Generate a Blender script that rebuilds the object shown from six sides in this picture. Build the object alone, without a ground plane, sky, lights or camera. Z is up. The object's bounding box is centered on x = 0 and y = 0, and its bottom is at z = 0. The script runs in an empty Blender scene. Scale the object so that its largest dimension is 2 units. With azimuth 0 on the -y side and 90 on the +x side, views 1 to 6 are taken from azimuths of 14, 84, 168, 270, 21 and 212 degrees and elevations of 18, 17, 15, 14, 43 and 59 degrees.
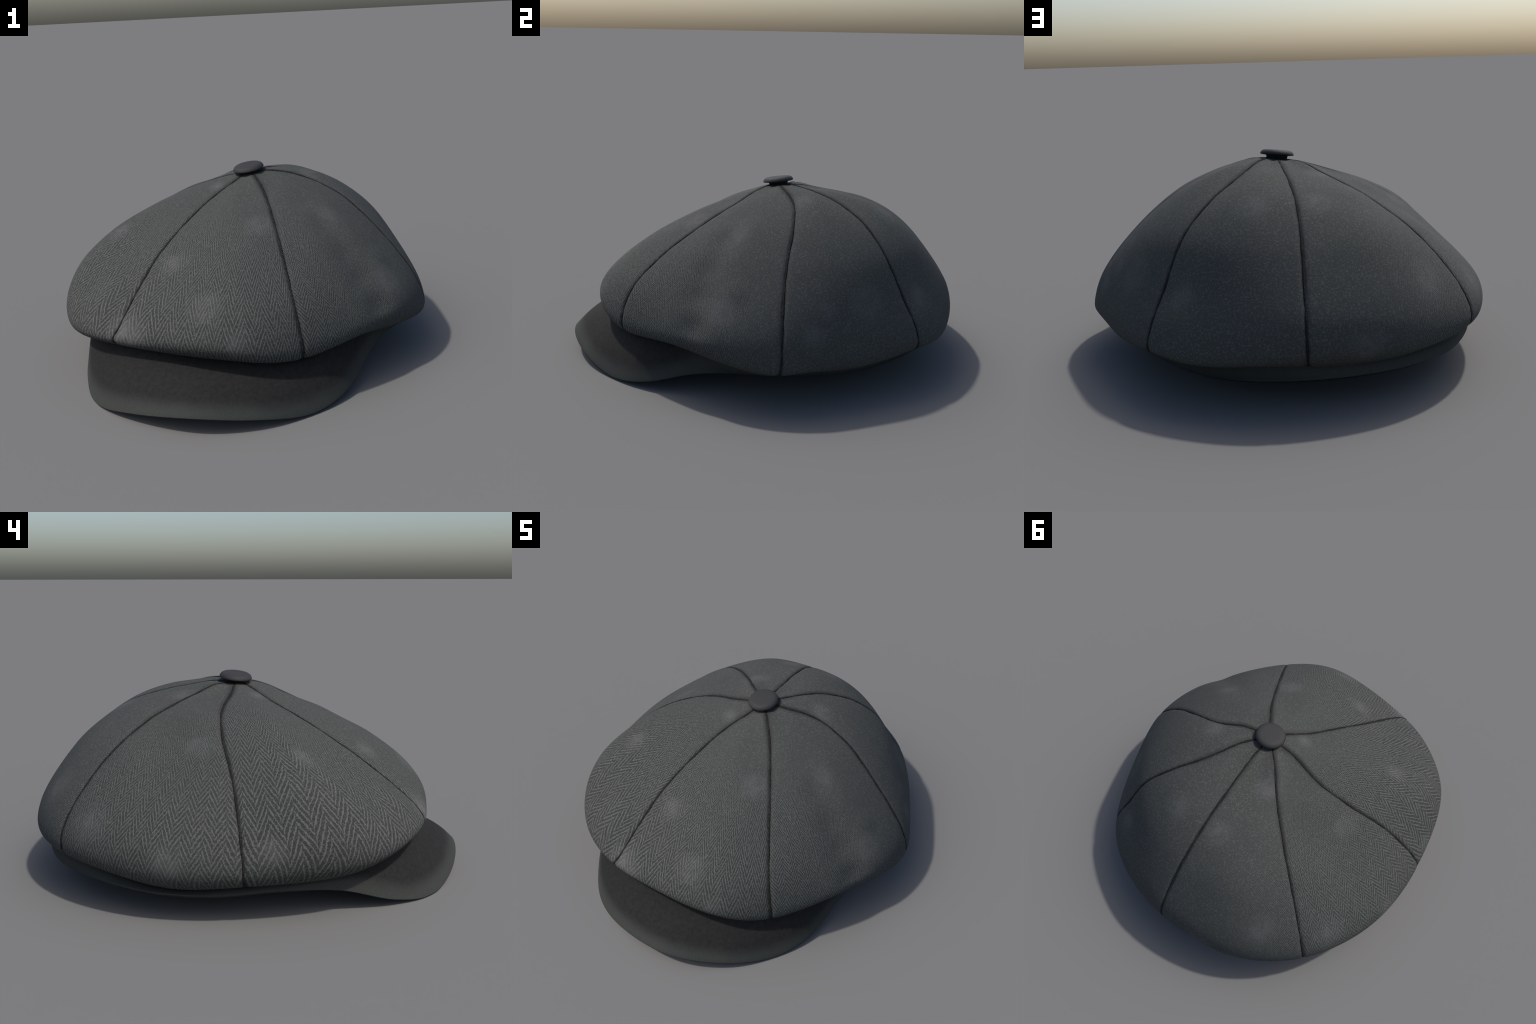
"""A soft eight-quarter style wool cap: seven gores sewn to a covered button,
bulging over a headband that runs forward into a stiff curved peak."""
import bpy, math
import numpy as np
from mathutils import Vector

# ------------------------------------------------------------------ pattern
APEX = np.array([0.017, 0.071, 0.859])
SEAMS = {   # sewn lines between the gores, from under the button to inside the fold
    "A": [(-0.031, -0.004, 0.833), (-0.120, -0.113, 0.775), (-0.210, -0.274, 0.693), (-0.295, -0.451, 0.586), (-0.350, -0.615, 0.461), (-0.389, -0.731, 0.355), (-0.419, -0.754, 0.289), (-0.386, -0.662, 0.235)],
    "B": [(0.076, -0.020, 0.850), (0.150, -0.153, 0.793), (0.225, -0.325, 0.698), (0.300, -0.508, 0.579), (0.364, -0.652, 0.439), (0.402, -0.709, 0.289), (0.393, -0.683, 0.223), (0.344, -0.588, 0.247)],
    "C": [(0.151, 0.079, 0.863), (0.307, 0.111, 0.820), (0.470, 0.090, 0.743), (0.620, 0.045, 0.624), (0.749, 0.015, 0.485), (0.841, 0.000, 0.348), (0.880, -0.006, 0.238), (0.862, -0.016, 0.195)],
    "D": [(0.121, 0.172, 0.863), (0.238, 0.316, 0.822), (0.382, 0.435, 0.742), (0.512, 0.521, 0.611), (0.598, 0.593, 0.433), (0.664, 0.648, 0.290), (0.670, 0.643, 0.213), (0.590, 0.565, 0.207)],
    "E": [(0.036, 0.231, 0.848), (0.046, 0.416, 0.813), (0.061, 0.600, 0.749), (0.083, 0.760, 0.627), (0.107, 0.884, 0.475), (0.122, 0.963, 0.338), (0.120, 0.965, 0.237), (0.093, 0.859, 0.166)],
    "F": [(-0.081, 0.190, 0.833), (-0.190, 0.337, 0.782), (-0.315, 0.481, 0.702), (-0.443, 0.610, 0.587), (-0.546, 0.713, 0.446), (-0.607, 0.771, 0.309), (-0.603, 0.762, 0.220), (-0.531, 0.660, 0.220)],
    "G": [(-0.140, 0.086, 0.823), (-0.306, 0.123, 0.765), (-0.484, 0.111, 0.685), (-0.654, 0.069, 0.570), (-0.791, 0.038, 0.422), (-0.874, 0.020, 0.284), (-0.861, 0.017, 0.196), (-0.771, 0.006, 0.151)],
}
RIDGES = {  # the middle line of each gore, keyed by the two seams beside it
    "AB": [(0.019, -0.032, 0.834), (0.025, -0.184, 0.786), (0.037, -0.381, 0.703), (0.050, -0.593, 0.586), (0.061, -0.765, 0.448), (0.068, -0.840, 0.322), (0.061, -0.781, 0.246), (0.018, -0.689, 0.232)],
    "BC": [(0.132, 0.019, 0.849), (0.261, -0.058, 0.811), (0.399, -0.154, 0.734), (0.528, -0.247, 0.613), (0.637, -0.313, 0.472), (0.716, -0.352, 0.357), (0.731, -0.368, 0.281), (0.672, -0.362, 0.225)],
    "CD": [(0.158, 0.147, 0.860), (0.312, 0.221, 0.831), (0.470, 0.281, 0.742), (0.623, 0.324, 0.601), (0.735, 0.344, 0.419), (0.802, 0.339, 0.256), (0.784, 0.309, 0.177), (0.677, 0.293, 0.213)],
    "DE": [(0.090, 0.228, 0.848), (0.165, 0.393, 0.826), (0.240, 0.551, 0.756), (0.310, 0.684, 0.618), (0.380, 0.787, 0.448), (0.445, 0.848, 0.297), (0.474, 0.837, 0.206), (0.418, 0.731, 0.202)],
    "EF": [(-0.027, 0.232, 0.833), (-0.082, 0.407, 0.798), (-0.145, 0.587, 0.736), (-0.206, 0.749, 0.630), (-0.253, 0.872, 0.478), (-0.285, 0.949, 0.332), (-0.289, 0.953, 0.229), (-0.248, 0.852, 0.170)],
    "FG": [(-0.126, 0.151, 0.817), (-0.278, 0.230, 0.758), (-0.436, 0.302, 0.668), (-0.591, 0.366, 0.550), (-0.727, 0.418, 0.425), (-0.811, 0.445, 0.306), (-0.816, 0.424, 0.201), (-0.736, 0.350, 0.134)],
    "GA": [(-0.103, 0.036, 0.829), (-0.252, -0.018, 0.781), (-0.426, -0.097, 0.714), (-0.600, -0.204, 0.623), (-0.729, -0.323, 0.501), (-0.778, -0.427, 0.360), (-0.758, -0.480, 0.244), (-0.690, -0.406, 0.171)],
}
RIM = [(-0.017, -0.994, 0.079), (0.234, -0.920, 0.049), (0.441, -0.767, 0.006), (0.573, -0.594, 0.038), (0.644, -0.369, 0.104), (0.699, -0.129, 0.125), (0.713, 0.103, 0.121), (0.677, 0.323, 0.106), (0.580, 0.524, 0.099), (0.430, 0.699, 0.094), (0.230, 0.830, 0.107), (-0.011, 0.905, 0.124), (-0.269, 0.905, 0.135), (-0.496, 0.803, 0.131), (-0.669, 0.613, 0.128), (-0.777, 0.379, 0.118), (-0.813, 0.128, 0.118), (-0.785, -0.125, 0.128), (-0.719, -0.373, 0.103), (-0.639, -0.607, 0.028), (-0.508, -0.791, -0.000), (-0.277, -0.933, 0.048)]

# RIM: outer lower edge of headband and peak, anticlockwise from the front

SEAM_ORDER = "ABCDEFG"
GORES = ["AB", "BC", "CD", "DE", "EF", "FG", "GA"]
#        chevrons across, line pitch at the hem, rise of a chevron in lines, tightening
WEAVE = {"AB": (10.0, 0.047, 2.8, 0.25), "BC": (17.0, 0.026, 2.8, 0.35), "CD": (26.0, 0.014, 2.3, 0.1),
         "DE": (26.0, 0.014, 2.3, -0.1), "EF": (19.0, 0.018, 2.3, -0.35), "FG": (11.0, 0.036, 2.3, -0.25),
         "GA": (8.5, 0.048, 2.6, 0.0)}
BUTTON_AT = Vector((0.017, 0.071, 0.8755))
BUTTON_R = 0.077
BUTTON_UP = Vector((-0.12, -0.105, 0.99)).normalized()
# paler rubbed places on the cloth: x, y, z, reach
WORN_SPOTS = [(-0.355, -0.765, 0.32, 0.13), (-0.20, -0.53, 0.57, 0.09), (0.15, -0.35, 0.70, 0.10), (0.00, -0.75, 0.46, 0.10), (0.15, -0.83, 0.33, 0.07), (0.72, -0.26, 0.43, 0.12), (0.44, -0.16, 0.71, 0.09), (0.70, 0.40, 0.45, 0.12), (0.82, 0.14, 0.36, 0.08), (0.53, 0.68, 0.42, 0.09), (0.76, 0.20, 0.44, 0.07), (0.23, 0.59, 0.74, 0.10), (0.30, 0.16, 0.83, 0.08), (-0.02, 0.61, 0.74, 0.10), (-0.39, 0.83, 0.45, 0.12), (-0.10, 0.99, 0.28, 0.10), (-0.51, 0.21, 0.65, 0.09), (-0.57, -0.23, 0.63, 0.09), (-0.67, 0.64, 0.37, 0.12), (-0.86, 0.31, 0.26, 0.11), (-0.86, -0.09, 0.32, 0.08), (-0.12, 0.31, 0.81, 0.09), (-0.12, -0.03, 0.81, 0.06)]
# slumps (-) and swells (+) of the soft crown: x, y, z, reach, height
SLUMPS = [(0.33, -0.15, 0.76, 0.075, -0.013), (0.44, -0.22, 0.67, 0.08, -0.020), (0.55, -0.31, 0.57, 0.075, -0.014),
          (0.62, -0.36, 0.47, 0.07, -0.014), (0.69, -0.39, 0.36, 0.06, -0.013),
          (-0.49, -0.34, 0.60, 0.13, -0.022), (-0.37, -0.25, 0.67, 0.08, -0.006),
          (0.05, -0.46, 0.66, 0.075, -0.009), (0.08, -0.19, 0.79, 0.08, -0.013),
          (0.33, 0.67, 0.61, 0.19, 0.015), (0.62, 0.70, 0.33, 0.10, 0.004),
          (-0.33, 0.25, 0.73, 0.09, 0.015), (-0.50, 0.49, 0.58, 0.09, 0.009), (-0.20, 0.50, 0.75, 0.08, 0.008),
          (-0.50, -0.62, 0.41, 0.08, 0.015), (-0.62, -0.46, 0.44, 0.10, -0.010),
          (0.72, -0.37, 0.34, 0.07, -0.008), (0.50, -0.25, 0.60, 0.06, -0.006), (0.67, -0.20, 0.50, 0.06, 0.008),
          (-0.06, 0.18, 0.83, 0.09, 0.013)]
FULLNESS = 0.005

# ------------------------------------------------------------------ curves
def cr(f):
    return np.array([-.5*f+f*f-.5*f**3, 1-2.5*f*f+1.5*f**3, .5*f+2*f*f-1.5*f**3, -.5*f*f+.5*f**3])

def spline(points, u, closed):
    """Catmull-Rom through points (n, ..., 3) at parameter u."""
    n = len(points)
    i = int(math.floor(u)); f = u - i
    if not closed and i >= n-1:
        i, f = n-2, 1.0
    out = 0
    for k, w in zip((-1, 0, 1, 2), cr(f)):
        j = i+k
        if closed:
            p = points[j % n]
        elif j < 0:
            p = 2*points[0]-points[1]
        elif j >= n:
            p = 2*points[n-1]-points[n-2]
        else:
            p = points[j]
        out = out + w*p
    return out

def meridians():
    rows = []
    for i, s in enumerate(SEAM_ORDER):
        nxt = SEAM_ORDER[(i+1) % 7]
        for line in (SEAMS[s], RIDGES[s+nxt]):
            p = np.array([APEX]+[np.array(q) for q in line])
            hem = p[-1].copy()
            mid = np.array([0.0, 0.05])
            tuck = np.array([*(mid+(hem[:2]-mid)*0.87), hem[2]+0.012])
            rows.append(np.vstack([p, tuck]))
    return np.array(rows)           # 14 x 10 x 3

M = meridians()
NR = M.shape[1]

def ring_at_row(v, n=200):
    col = np.array([spline(m, v, False) for m in M])
    return np.array([spline(col, u, True) for u in np.linspace(0, 14, n, endpoint=False)])

# ------------------------------------------------------------------ helpers
def mesh_object(name, verts, faces, mat, parent, smooth=True):
    me = bpy.data.meshes.new(name)
    me.from_pydata([tuple(map(float, v)) for v in verts], [], faces)
    me.validate(); me.update()
    if smooth:
        for p in me.polygons:
            p.use_smooth = True
    me.materials.append(mat)
    ob = bpy.data.objects.new(name, me)
    bpy.context.scene.collection.objects.link(ob)
    ob.parent = parent
    return ob

def grid_faces(nu, nv, closed_u=False, flip=False):
    out = []
    for i in range(nu if closed_u else nu-1):
        for j in range(nv-1):
            a, b = i*nv+j, ((i+1) % nu)*nv+j
            q = (a, a+1, b+1, b)
            out.append(q[::-1] if flip else q)
    return out

class Nodes:
    def __init__(self, name):
        self.mat = bpy.data.materials.new(name)
        self.mat.use_nodes = True
        self.t = self.mat.node_tree
        self.bsdf = self.t.nodes["Principled BSDF"]
        self.obj = self.t.nodes.new("ShaderNodeTexCoord").outputs["Object"]
    def put(self, sock, val):
        if isinstance(val, bpy.types.NodeSocket):
            self.t.links.new(val, sock)
        elif val is not None:
            sock.default_value = val
    def math(self, op, a, b=None, c=None, clamp=False):
        n = self.t.nodes.new("ShaderNodeMath"); n.operation = op; n.use_clamp = clamp
        for s, v in zip(n.inputs, (a, b, c)):
            self.put(s, v)
        return n.outputs[0]
    def vec(self, op, a, b=None):
        n = self.t.nodes.new("ShaderNodeVectorMath"); n.operation = op
        self.put(n.inputs[0], a); self.put(n.inputs[1], b)
        return n.outputs["Value"] if op in ("DOT_PRODUCT", "LENGTH", "DISTANCE") else n.outputs[0]
    def noise(self, scale, detail=2.0, rough=0.5, vec=None, seed=None):
        n = self.t.nodes.new("ShaderNodeTexNoise")
        if seed is not None:
            n.noise_dimensions = "4D"; n.inputs["W"].default_value = seed
        self.put(n.inputs["Vector"], vec or self.obj)
        n.inputs["Scale"].default_value = scale
        n.inputs["Detail"].default_value = detail
        n.inputs["Roughness"].default_value = rough
        return n.outputs["Fac"]
    def ramp(self, x, lo, hi, out_lo=0.0, out_hi=1.0, smooth=True):
        n = self.t.nodes.new("ShaderNodeMapRange")
        n.interpolation_type = "SMOOTHSTEP" if smooth else "LINEAR"
        for s, v in zip(n.inputs, (x, lo, hi, out_lo, out_hi)):
            self.put(s, v)
        return n.outputs[0]
    def mix(self, f, a, b):
        n = self.t.nodes.new("ShaderNodeMix"); n.data_type = "RGBA"
        self.put(n.inputs[0], f)
        for s, v in ((n.inputs[6], a), (n.inputs[7], b)):
            self.put(s, v if isinstance(v, bpy.types.NodeSocket) else (*v, 1.0))
        return n.outputs[2]
    def finish(self, color, height=None, rough=0.9, spec=0.25, bump=0.3, dist=0.004):
        self.put(self.bsdf.inputs["Base Color"], color)
        self.bsdf.inputs["Roughness"].default_value = rough
        self.bsdf.inputs["Specular IOR Level"].default_value = spec
        if height is not None:
            b = self.t.nodes.new("ShaderNodeBump")
            b.inputs["Strength"].default_value = bump
            b.inputs["Distance"].default_value = dist
            self.put(b.inputs["Height"], height)
            self.put(self.bsdf.inputs["Normal"], b.outputs[0])
        return self.mat
    def herringbone(self, u, v, rise):
        """Broken twill: columns of slanting light yarns, each column
        leaning the other way and slipped by half a yarn."""
        wob = self.math("MULTIPLY_ADD", self.noise(13, 1), 0.5, -0.25)
        wob2 = self.math("MULTIPLY_ADD", self.noise(120, 1), 0.7, -0.35)
        slip = self.math("MULTIPLY", self.math("MODULO", self.math("FLOOR", self.math("MULTIPLY", self.math("ADD", u, 500.0), 2.0)), 2.0), 0.42)
        tri = self.math("MULTIPLY", self.math("PINGPONG", u, 0.5), 2.0*rise)
        ph = self.math("ADD", self.math("ADD", v, tri), self.math("ADD", slip, self.math("ADD", wob, wob2)))
        d = self.math("MULTIPLY", self.math("PINGPONG", ph, 0.5), 2.0)
        return self.ramp(d, 0.55, 0.86)

# colours
CLOTH_DARK = (0.025, 0.028, 0.026)
CLOTH_LIGHT = (0.101, 0.103, 0.100)
CLOTH_PLAIN = (0.0470, 0.0508, 0.0462)
CLOTH_WARM = (0.0490, 0.0500, 0.0470)
WORN = (0.125, 0.122, 0.124)
FELT = (0.0185, 0.0180, 0.0178)
SEAM = (0.012, 0.012, 0.012)

def gore_material(key, centre, width, edges):
    n_chev, pitch, rise, tighten = WEAVE[key]
    n = Nodes("wool_herringbone_"+key.lower())
    d = n.vec("SUBTRACT", n.obj, tuple(APEX))
    radial = (math.sin(centre), -math.cos(centre), 0.0)
    side = (math.cos(centre), math.sin(centre), 0.0)
    phi = n.math("ARCTAN2", n.vec("DOT_PRODUCT", d, side), n.vec("DOT_PRODUCT", d, radial))
    s = n.vec("LENGTH", d)
    sepd = n.t.nodes.new("ShaderNodeSeparateXYZ"); n.put(sepd.inputs[0], d)
    run = n.math("MULTIPLY_ADD", sepd.outputs[2], -0.62, n.math("MULTIPLY", s, 0.55))
    warp = n.math("MULTIPLY_ADD", n.noise(4.0, 1), 0.5, -0.25)
    t = n.math("DIVIDE", phi, width)
    t = n.math("MULTIPLY_ADD", n.math("MULTIPLY", t, t), tighten, t)
    u = n.math("ADD", n.math("MULTIPLY", t, n_chev), warp)
    s0 = 0.22
    v = n.math("MULTIPLY", n.math("LOGARITHM", n.math("ADD", run, s0), math.e), (1.0+s0)/pitch)
    line = n.herringbone(u, v, rise)
    # how clearly the weave reads: it blurs to flecked felt round the back
    sep = n.t.nodes.new("ShaderNodeSeparateXYZ"); n.put(sep.inputs[0], n.vec("NORMALIZE", n.vec("MULTIPLY", d, (1, 1, 0))))
    away = math.radians(140)
    toward = n.math("ADD", n.math("MULTIPLY", sep.outputs[0], math.sin(away)), n.math("MULTIPLY", sep.outputs[1], -math.cos(away)))
    clear = n.ramp(toward, 0.05, 0.85, 1.0, 0.06)
    clear = n.math("MULTIPLY", clear, n.ramp(s, 0.06, 0.34, 0.45, 1.0))
    patch = n.ramp(n.noise(5.0, 2, seed=3.1), 0.35, 0.7, 0.85, 1.0)
    clear = n.math("MULTIPLY", n.math("MULTIPLY", clear, patch), 0.80 if key == "FG" else 0.90)
    hair = n.noise(140, 3, 0.6)
    fleck = n.ramp(hair, 0.50, 0.63)
    fuzz = n.ramp(n.noise(420, 2), 0.3, 0.75)
    plain = n.mix(n.ramp(n.noise(3.0, 2, seed=7.7), 0.35, 0.65), CLOTH_PLAIN, CLOTH_WARM)
    felt = n.mix(n.math("MULTIPLY", fleck, 0.62), plain, CLOTH_LIGHT)
    yarn = n.mix(line, CLOTH_DARK, CLOTH_LIGHT)
    yarn = n.mix(n.math("MULTIPLY", fleck, 0.55), yarn, (0.085, 0.088, 0.085))
    col = n.mix(clear, felt, yarn)
    col = n.mix(n.math("MULTIPLY", fuzz, 0.22), col, (0.03, 0.033, 0.031))
    # dark, ragged band along the sewn edges, widest toward the button
    flat = n.vec("LENGTH", n.vec("MULTIPLY", d, (1, 1, 0)))
    edge_dark = None
    for pts in edges:
        q = pts-APEX
        reach = np.linalg.norm(q, axis=1)
        top = int(np.argmax(reach))+1
        q, reach = q[:top], reach[:top]
        turn = np.arctan2(q @ np.array(side), q @ np.array(radial))
        fc = n.t.nodes.new("ShaderNodeFloatCurve")
        cu = fc.mapping.curves[0]
        at = lambda x: float(np.interp(x*1.2, reach, turn))*0.4+0.5
        cu.points[0].location = (0.0, at(0.0)); cu.points[1].location = (1.0, at(1.0))
        for k in range(1, 16):
            cu.points.new(k/16, at(k/16))
        fc.mapping.update()
        n.put(fc.inputs["Value"], n.math("DIVIDE", s, 1.2))
        line_at = n.math("DIVIDE", n.math("SUBTRACT", fc.outputs[0], 0.5), 0.4)
        gap = n.math("MULTIPLY", n.math("ABSOLUTE", n.math("SUBTRACT", phi, line_at)), flat)
        gap = n.math("ADD", gap, n.math("MULTIPLY_ADD", n.noise(95, 3, 0.7), 0.022, -0.011))
        wide = n.ramp(s, 0.10, 0.75, 0.030, 0.014)
        m = n.ramp(gap, 0.003, wide, 1.0, 0.0)
        edge_dark = m if edge_dark is None else n.math("MAXIMUM", edge_dark, m)
    edge_dark = n.math("MULTIPLY", edge_dark, n.ramp(n.noise(4.5, 1, seed=5.5), 0.38, 0.60, 0.25, 0.75))
    col = n.mix(edge_dark, col, (0.020, 0.0195, 0.019))
    # rubbed, paler spots
    worn = None
    ragged = n.math("MULTIPLY_ADD", n.noise(11, 3, 0.6), 0.09, -0.045)
    for x, y, z, r in WORN_SPOTS:
        dist = n.math("ADD", n.vec("DISTANCE", n.obj, (x, y, z)), ragged)
        w = n.ramp(dist, 0.1*r, r, 1.0 if r > 0.125 else 0.55, 0.0)
        worn = w if worn is None else n.math("MAXIMUM", worn, w)
    if worn is not None:
        worn = n.math("MULTIPLY", worn, n.ramp(n.noise(22, 3), 0.25, 0.7, 0.15, 0.60))
        col = n.mix(worn, col, WORN)
    h = n.math("ADD", n.math("MULTIPLY", n.math("MULTIPLY", line, clear), 0.6), n.math("MULTIPLY", hair, 0.7))
    return n.finish(col, h, 0.92, 0.2, 0.25, 0.004)

def seam_material():
    n = Nodes("seam_thread")
    f = n.ramp(n.noise(150, 2), 0.45, 0.7)
    return n.finish(n.mix(f, SEAM, (0.03, 0.03, 0.03)), n.noise(200, 2), 0.9, 0.1, 0.5)

def button_material():
    n = Nodes("button_felt")
    c = n.mix(n.noise(9, 2), (0.0235, 0.0235, 0.0235), (0.0265, 0.0265, 0.0265))
    return n.finish(c, None, 0.7, 0.3)

def brim_material(rim):
    n = Nodes("brim_wool")
    # share of the way out from the middle to the rim
    cen = np.array([0.0, 0.0])
    xy = n.vec("MULTIPLY", n.obj, (1, 1, 0))
    sep = n.t.nodes.new("ShaderNodeSeparateXYZ"); n.put(sep.inputs[0], n.obj)
    ang = n.math("ARCTAN2", sep.outputs[0], n.math("MULTIPLY", sep.outputs[1], -1.0))
    turn = n.math("FRACT", n.math("ADD", n.math("DIVIDE", ang, 2*math.pi), 1.0))
    def around(values, scale):
        """A curve of the rim's own measure against the turn round the head."""
        fc = n.t.nodes.new("ShaderNodeFloatCurve")
        a = np.mod(np.arctan2(rim[:, 0], -rim[:, 1])/(2*math.pi), 1.0)
        o = np.argsort(a)
        at = lambda x: float(np.interp(x, np.r_[a[o]-1, a[o], a[o]+1], np.r_[values[o], values[o], values[o]]))/scale
        cu = fc.mapping.curves[0]
        cu.points[0].location = (0.0, at(0.0)); cu.points[1].location = (1.0, at(1.0))
        for k in range(1, 30):
            cu.points.new(k/30, at(k/30))
        fc.mapping.update()
        n.put(fc.inputs["Value"], turn)
        return n.math("MULTIPLY", fc.outputs[0], scale)
    inward = n.math("SUBTRACT", around(np.hypot(rim[:, 0], rim[:, 1]), 1.2), n.vec("LENGTH", xy))
    upward = n.math("SUBTRACT", sep.outputs[2], around(rim[:, 2], 0.5))  # height above the rim darkens the headband, painting in the crown's shadow
    edge = n.math("MULTIPLY_ADD", n.math("MAXIMUM", upward, 0.0), 0.9, n.math("MAXIMUM", inward, -0.01))
    along = edge
    edge = n.math("ADD", edge, n.math("MULTIPLY_ADD", n.noise(14, 3), 0.024, -0.012))
    weave = n.ramp(edge, 0.015, 0.125, 1.0, 0.0)
    u = n.math("MULTIPLY", turn, 200.0)
    v = n.math("MULTIPLY", along, 1/0.0165)
    line = n.herringbone(u, v, 2.2)
    mott = n.ramp(n.noise(60, 4, 0.65), 0.35, 0.65)
    felt = n.mix(mott, (0.0110, 0.0108, 0.0107), (0.0165, 0.0162, 0.0160))
    yarn = n.mix(n.math("MULTIPLY", line, 0.75), (0.030, 0.033, 0.030), (0.060, 0.064, 0.060))
    col = n.mix(weave, felt, yarn)
    col = n.mix(n.math("MULTIPLY", n.ramp(n.noise(260, 2), 0.4, 0.7), 0.2), col, (0.02, 0.021, 0.02))
    return n.finish(col, n.noise(160, 3, 0.6), 0.9, 0.2, 0.3)

def lining_material():
    n = Nodes("lining_cloth")
    return n.finish(n.mix(n.noise(60, 2), (0.016, 0.016, 0.017), (0.022, 0.022, 0.023)), None, 0.8, 0.3)

# ------------------------------------------------------------------ build
cap = bpy.data.objects.new("newsboy_cap", None)
bpy.context.scene.collection.objects.link(cap)
cap["label"] = "grey herringbone wool newsboy cap with button and peak"
cap["category"] = "flat cap"

NU, NV = 57, 100
GROOVE_D, GROOVE_W = 0.0062, 0.0100

def row_params(n):
    """Finer steps near the folded hem."""
    return np.linspace(0.12, NR-1, n)

VS = row_params(NV)
COLS = np.array([[spline(m, v, False) for v in VS] for m in M])    # 14 x NV x 3

def draft(u):
    return spline(COLS, u, True)      # NV x 3

def surface_normal(u):
    e = 1e-3
    du = draft(u+e)-draft(u-e)
    p = draft(u)
    dv = np.gradient(p, axis=0)
    nrm = np.cross(dv, du)
    return nrm/(np.linalg.norm(nrm, axis=1)[:, None]+1e-12)

def surface(u):
    p, nr = draft(u), surface_normal(u)
    lift = FULLNESS*np.clip((0.55-p[:, 2])/0.2, 0, 1)
    for x, y, z, reach, h in SLUMPS:
        lift += h*np.exp(-((p-(x, y, z))**2).sum(1)/reach**2)
    lift *= np.clip((VS-0.12)/0.6, 0, 1)
    return p+nr*lift[:, None]

seam_mat, lining_mat = seam_material(), lining_material()
for g, key in enumerate(GORES):
    u0 = 2*g
    t = np.linspace(0, 1, NU)
    # crowd the columns toward both seams so the groove is crisp
    t = t-0.13*np.sin(2*np.pi*t)/1.0*1.0
    a, b = surface(u0), surface(u0+2)
    cols = []
    for k in t:
        p = surface(u0+2*k); nr = surface_normal(u0+2*k)
        dist = np.minimum(np.linalg.norm(p-a, axis=1), np.linalg.norm(p-b, axis=1))
        span = np.linalg.norm(a-b, axis=1)
        w = np.minimum(GROOVE_W, span*0.12+1e-4)
        dep = GROOVE_D*np.minimum(1, span/0.12)
        dep = dep*(1+0.22*np.sin(VS*7.3+g)+0.14*np.sin(VS*17.1+2*g))
        p = p-nr*(dep*np.exp(-(dist/w)**1.5))[:, None]
        cols.append(p)
    cols = np.array(cols)
    mid = RIDGES[key][4]
    az = lambda q: math.atan2(q[0]-APEX[0], -(q[1]-APEX[1]))
    c = az(mid)
    wd = (az(SEAMS[key[1]][4])-az(SEAMS[key[0]][4])) % (2*math.pi)
    mesh_object("crown_panel", cols.reshape(-1, 3), grid_faces(NU, NV, flip=False), gore_material(key, c, wd, (a, b)), cap)
    # the seam itself: a cord of turned-in cloth lying in the groove
    nr = surface_normal(u0)
    span = np.linalg.norm(surface(u0+2)-a, axis=1)
    core = a-nr*(GROOVE_D*np.minimum(1, span/0.12)*0.80)[:, None]
    tang = np.gradient(core, axis=0); tang /= np.linalg.norm(tang, axis=1)[:, None]+1e-12
    sidev = np.cross(tang, nr)
    K = 10; vs = []
    for k in range(K):
        q = 2*np.pi*k/K
        rad = (0.0048-0.0012*VS/NR)*np.clip(span/0.08, 0.3, 1)*(1+0.22*np.sin(VS*3.1+g*1.7)+0.12*np.sin(VS*13+g))
        vs.append(core+(sidev*np.cos(q)*1.15+nr*np.sin(q)*0.8)*rad[:, None])
    mesh_object("seam", np.array(vs).reshape(-1, 3), grid_faces(K, NV, True), seam_mat, cap)

# brim: headband hem all round, running forward into the peak
N_RIM = 240
rim_pts = np.array(RIM)
rim = np.array([spline(rim_pts, u, True) for u in np.linspace(0, len(rim_pts), N_RIM, endpoint=False)])
rim[:, 2] = np.maximum(rim[:, 2], 0.001)
inner = ring_at_row(NR-1, 400)
ia = np.arctan2(inner[:, 0], -inner[:, 1]); o = np.argsort(ia)
ia, inner = ia[o], inner[o]
ia = np.r_[ia-2*np.pi, ia, ia+2*np.pi]; inner = np.vstack([inner]*3)
def inner_at(a):
    return np.array([np.interp(a, ia, inner[:, k]) for k in range(3)])
def hem_ring(n=400):
    """Where the brim meets the crown's fold: from the lowest line of the
    fold (under the front) out to its overhanging lip (at the back)."""
    out = []
    for u in np.linspace(0, 14, n, endpoint=False):
        p = spline(COLS, u, True)[int(NV*0.55):]
        a = math.atan2(p[-1, 0], -p[-1, 1]); c = math.cos(a)
        d = math.degrees(a)
        w = 0.40+0.18*math.exp(-((d+18)/16)**2)-0.28*math.exp(-((d-30)/22)**2)
        k = min(1, max(0, (0.4-c)/0.5))
        w = w*(1-k)+k*(0.28+0.66*math.exp(-(((d % 360)-181)/32)**2))
        pick = lambda hang: p[int(np.argmin(p[:, 2]*math.cos(hang)-np.hypot(p[:, 0], p[:, 1])*math.sin(hang)))]
        out.append((1-w)*pick(0.0)+w*pick(math.radians(35)))
    return np.array(out)
fold = hem_ring()
fa = np.arctan2(fold[:, 0], -fold[:, 1]); o = np.argsort(fa)
fa, fold = fa[o], fold[o]
ker = np.hanning(21); ker /= ker.sum()
fold = np.array([np.convolve(np.r_[fold[-10:, k], fold[:, k], fold[:10, k]], ker, "valid") for k in range(3)]).T
fa = np.r_[fa-2*np.pi, fa, fa+2*np.pi]; fold = np.vstack([fold]*3)
def fold_at(a):
    return np.array([np.interp(a, fa, fold[:, k]) for k in range(3)])
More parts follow.
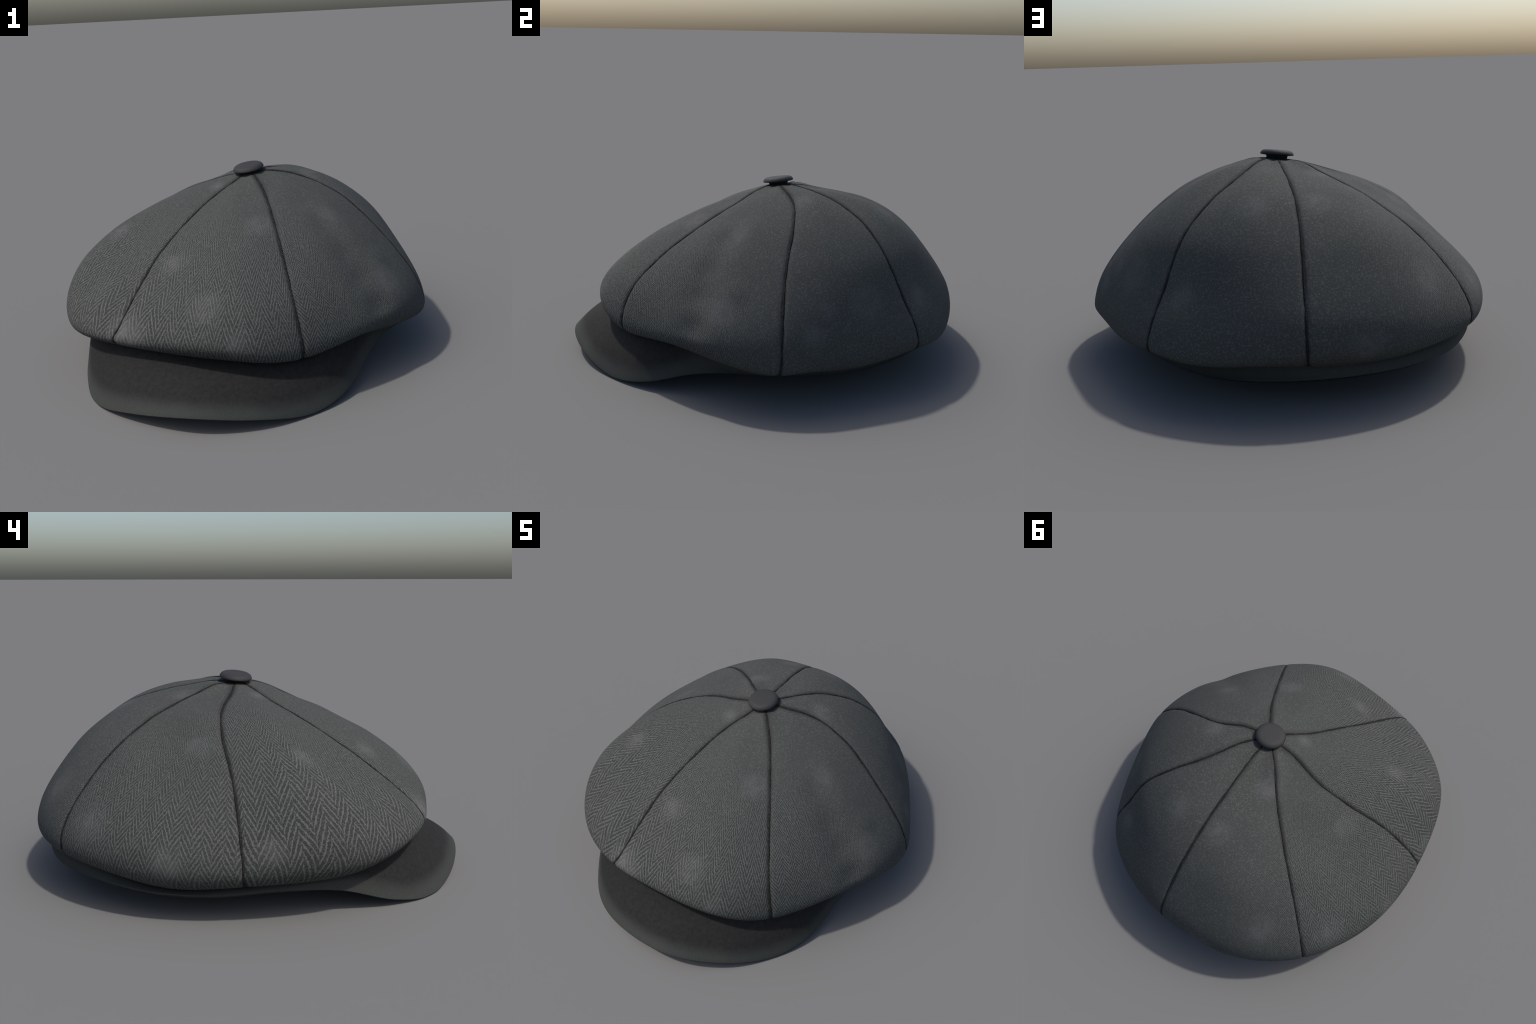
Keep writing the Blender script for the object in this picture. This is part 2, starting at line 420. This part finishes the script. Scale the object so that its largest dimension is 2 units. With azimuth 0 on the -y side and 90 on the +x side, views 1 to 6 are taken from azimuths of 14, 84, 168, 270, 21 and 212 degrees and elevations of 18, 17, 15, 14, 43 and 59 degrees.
def brim_section(e):
    a = math.atan2(e[0], -e[1]); deg = abs(math.degrees(a))
    front = 0.5+0.5*math.cos(a)
    peak = min(1, max(0, (front-0.55)/0.3)); peak = peak*peak*(3-2*peak)
    out = np.array([e[0], e[1], 0])/np.hypot(e[0], e[1])
    e = e+np.array([0, 0, 0.0045])
    d = math.degrees(a)
    e = e+out*0.010*math.exp(-((d+26)/15)**2)
    back = math.exp(-(((d % 360)-174)/30)**2)
    e = e+(out+np.array([0, 0, 0.4]))*0.022*back
    e = e+(out*0.010+np.array([0, 0, 0.004]))*math.exp(-(((d % 360)-243)/16)**2)
    i = inner_at(a); i[2] += 0.012
    q = fold_at(a)*np.array([0.985, 0.985, 1])+np.array([0, 0, -0.008])
    thick = 0.018
    lop = min(1, max(0, (math.degrees(a)+18)/36)); lop = lop*lop*(3-2*lop)   # the peak is fuller on one side
    q = q-np.array([0, 0, 0.016])*math.exp(-((math.degrees(a)-24)/18)**2)
    top = [i+(q-i)*t for t in (0.0, 0.35, 0.7)]
    for t in np.linspace(0, 1, 15):
        p = q+(e-q)*t
        p = p+np.array([0, 0, (0.028-0.014*lop)*peak*math.sin(math.pi*t**(2.0-0.4*lop))])+out*(0.006*(1-peak)*math.sin(math.pi*t))
        top.append(p)
    top = np.array(top)
    lip = [e+out*0.001+np.array([0, 0, -0.004]), e-out*0.006+np.array([0, 0, -0.0055])]
    under = top[::-1][1:]+np.array([0, 0, -thick])-out*0.014
    return np.vstack([top, lip, under])
sections = np.array([brim_section(e) for e in rim])
L = sections.shape[1]
brim_mat = brim_material(rim)
def is_peak(i):
    a = math.degrees(math.atan2(rim[i % N_RIM, 0], -rim[i % N_RIM, 1]))
    return -72 < a < 66
full = sections.reshape(-1, 3)
allf = grid_faces(N_RIM, L, True)
me = bpy.data.meshes.new("tmp"); me.from_pydata([tuple(p) for p in full], [], allf); me.update()
for p in me.polygons: p.use_smooth = True
vn = np.array([v.normal[:] for v in me.vertices])
bpy.data.meshes.remove(me)
for name, want in (("visor", True), ("headband", False)):
    faces = [f for k, f in enumerate(allf) if is_peak(k//(L-1)) == want]
    used = sorted({v for f in faces for v in f}); idx = {v: k for k, v in enumerate(used)}
    ob = mesh_object(name, full[used], [tuple(idx[v] for v in f) for f in faces], brim_mat, cap)
    ob.data.normals_split_custom_set_from_vertices([tuple(vn[v]) for v in used])

# lining bowl inside the crown
lin = np.array([[mid for mid in (np.array([0, 0.05, 0.12])+(spline(m, v, False)-np.array([0, 0.05, 0.12]))*(0.93 if v < NR-1 else 1.0)) ] for m in M for v in np.linspace(NR-4, 0, 24)]).reshape(14, 24, 3)
hem = np.array([m[-1] for m in M])[:, None, :]
lin = np.concatenate([hem, hem*np.array([0.99, 0.99, 1])+np.array([0, 0, 0.05]), lin], axis=1)
lin = np.array([spline(lin, u, True) for u in np.linspace(0, 14, 112, endpoint=False)])
mesh_object("lining", lin.reshape(-1, 3), grid_faces(112, lin.shape[1], True), lining_mat, cap)

# covered button on a short shank
prof = [(0.0, 0.0180), (0.35, 0.0182), (0.65, 0.0180), (0.82, 0.0162), (0.92, 0.0115), (0.965, 0.0062), (1.0, 0.0005), (0.995, -0.0030),
        (0.94, -0.0050), (0.80, -0.0060), (0.64, -0.0075), (0.60, -0.0230), (0.0, -0.0230)]
seg = 64
q = BUTTON_UP.to_track_quat("Z", "Y")
bv = []
for k in range(seg):
    th = 2*math.pi*k/seg
    for r, h in prof:
        bv.append(BUTTON_AT+q @ Vector((r*BUTTON_R*math.cos(th), r*BUTTON_R*math.sin(th), h)))
btn = mesh_object("button", bv, grid_faces(seg, len(prof), True), button_material(), cap)
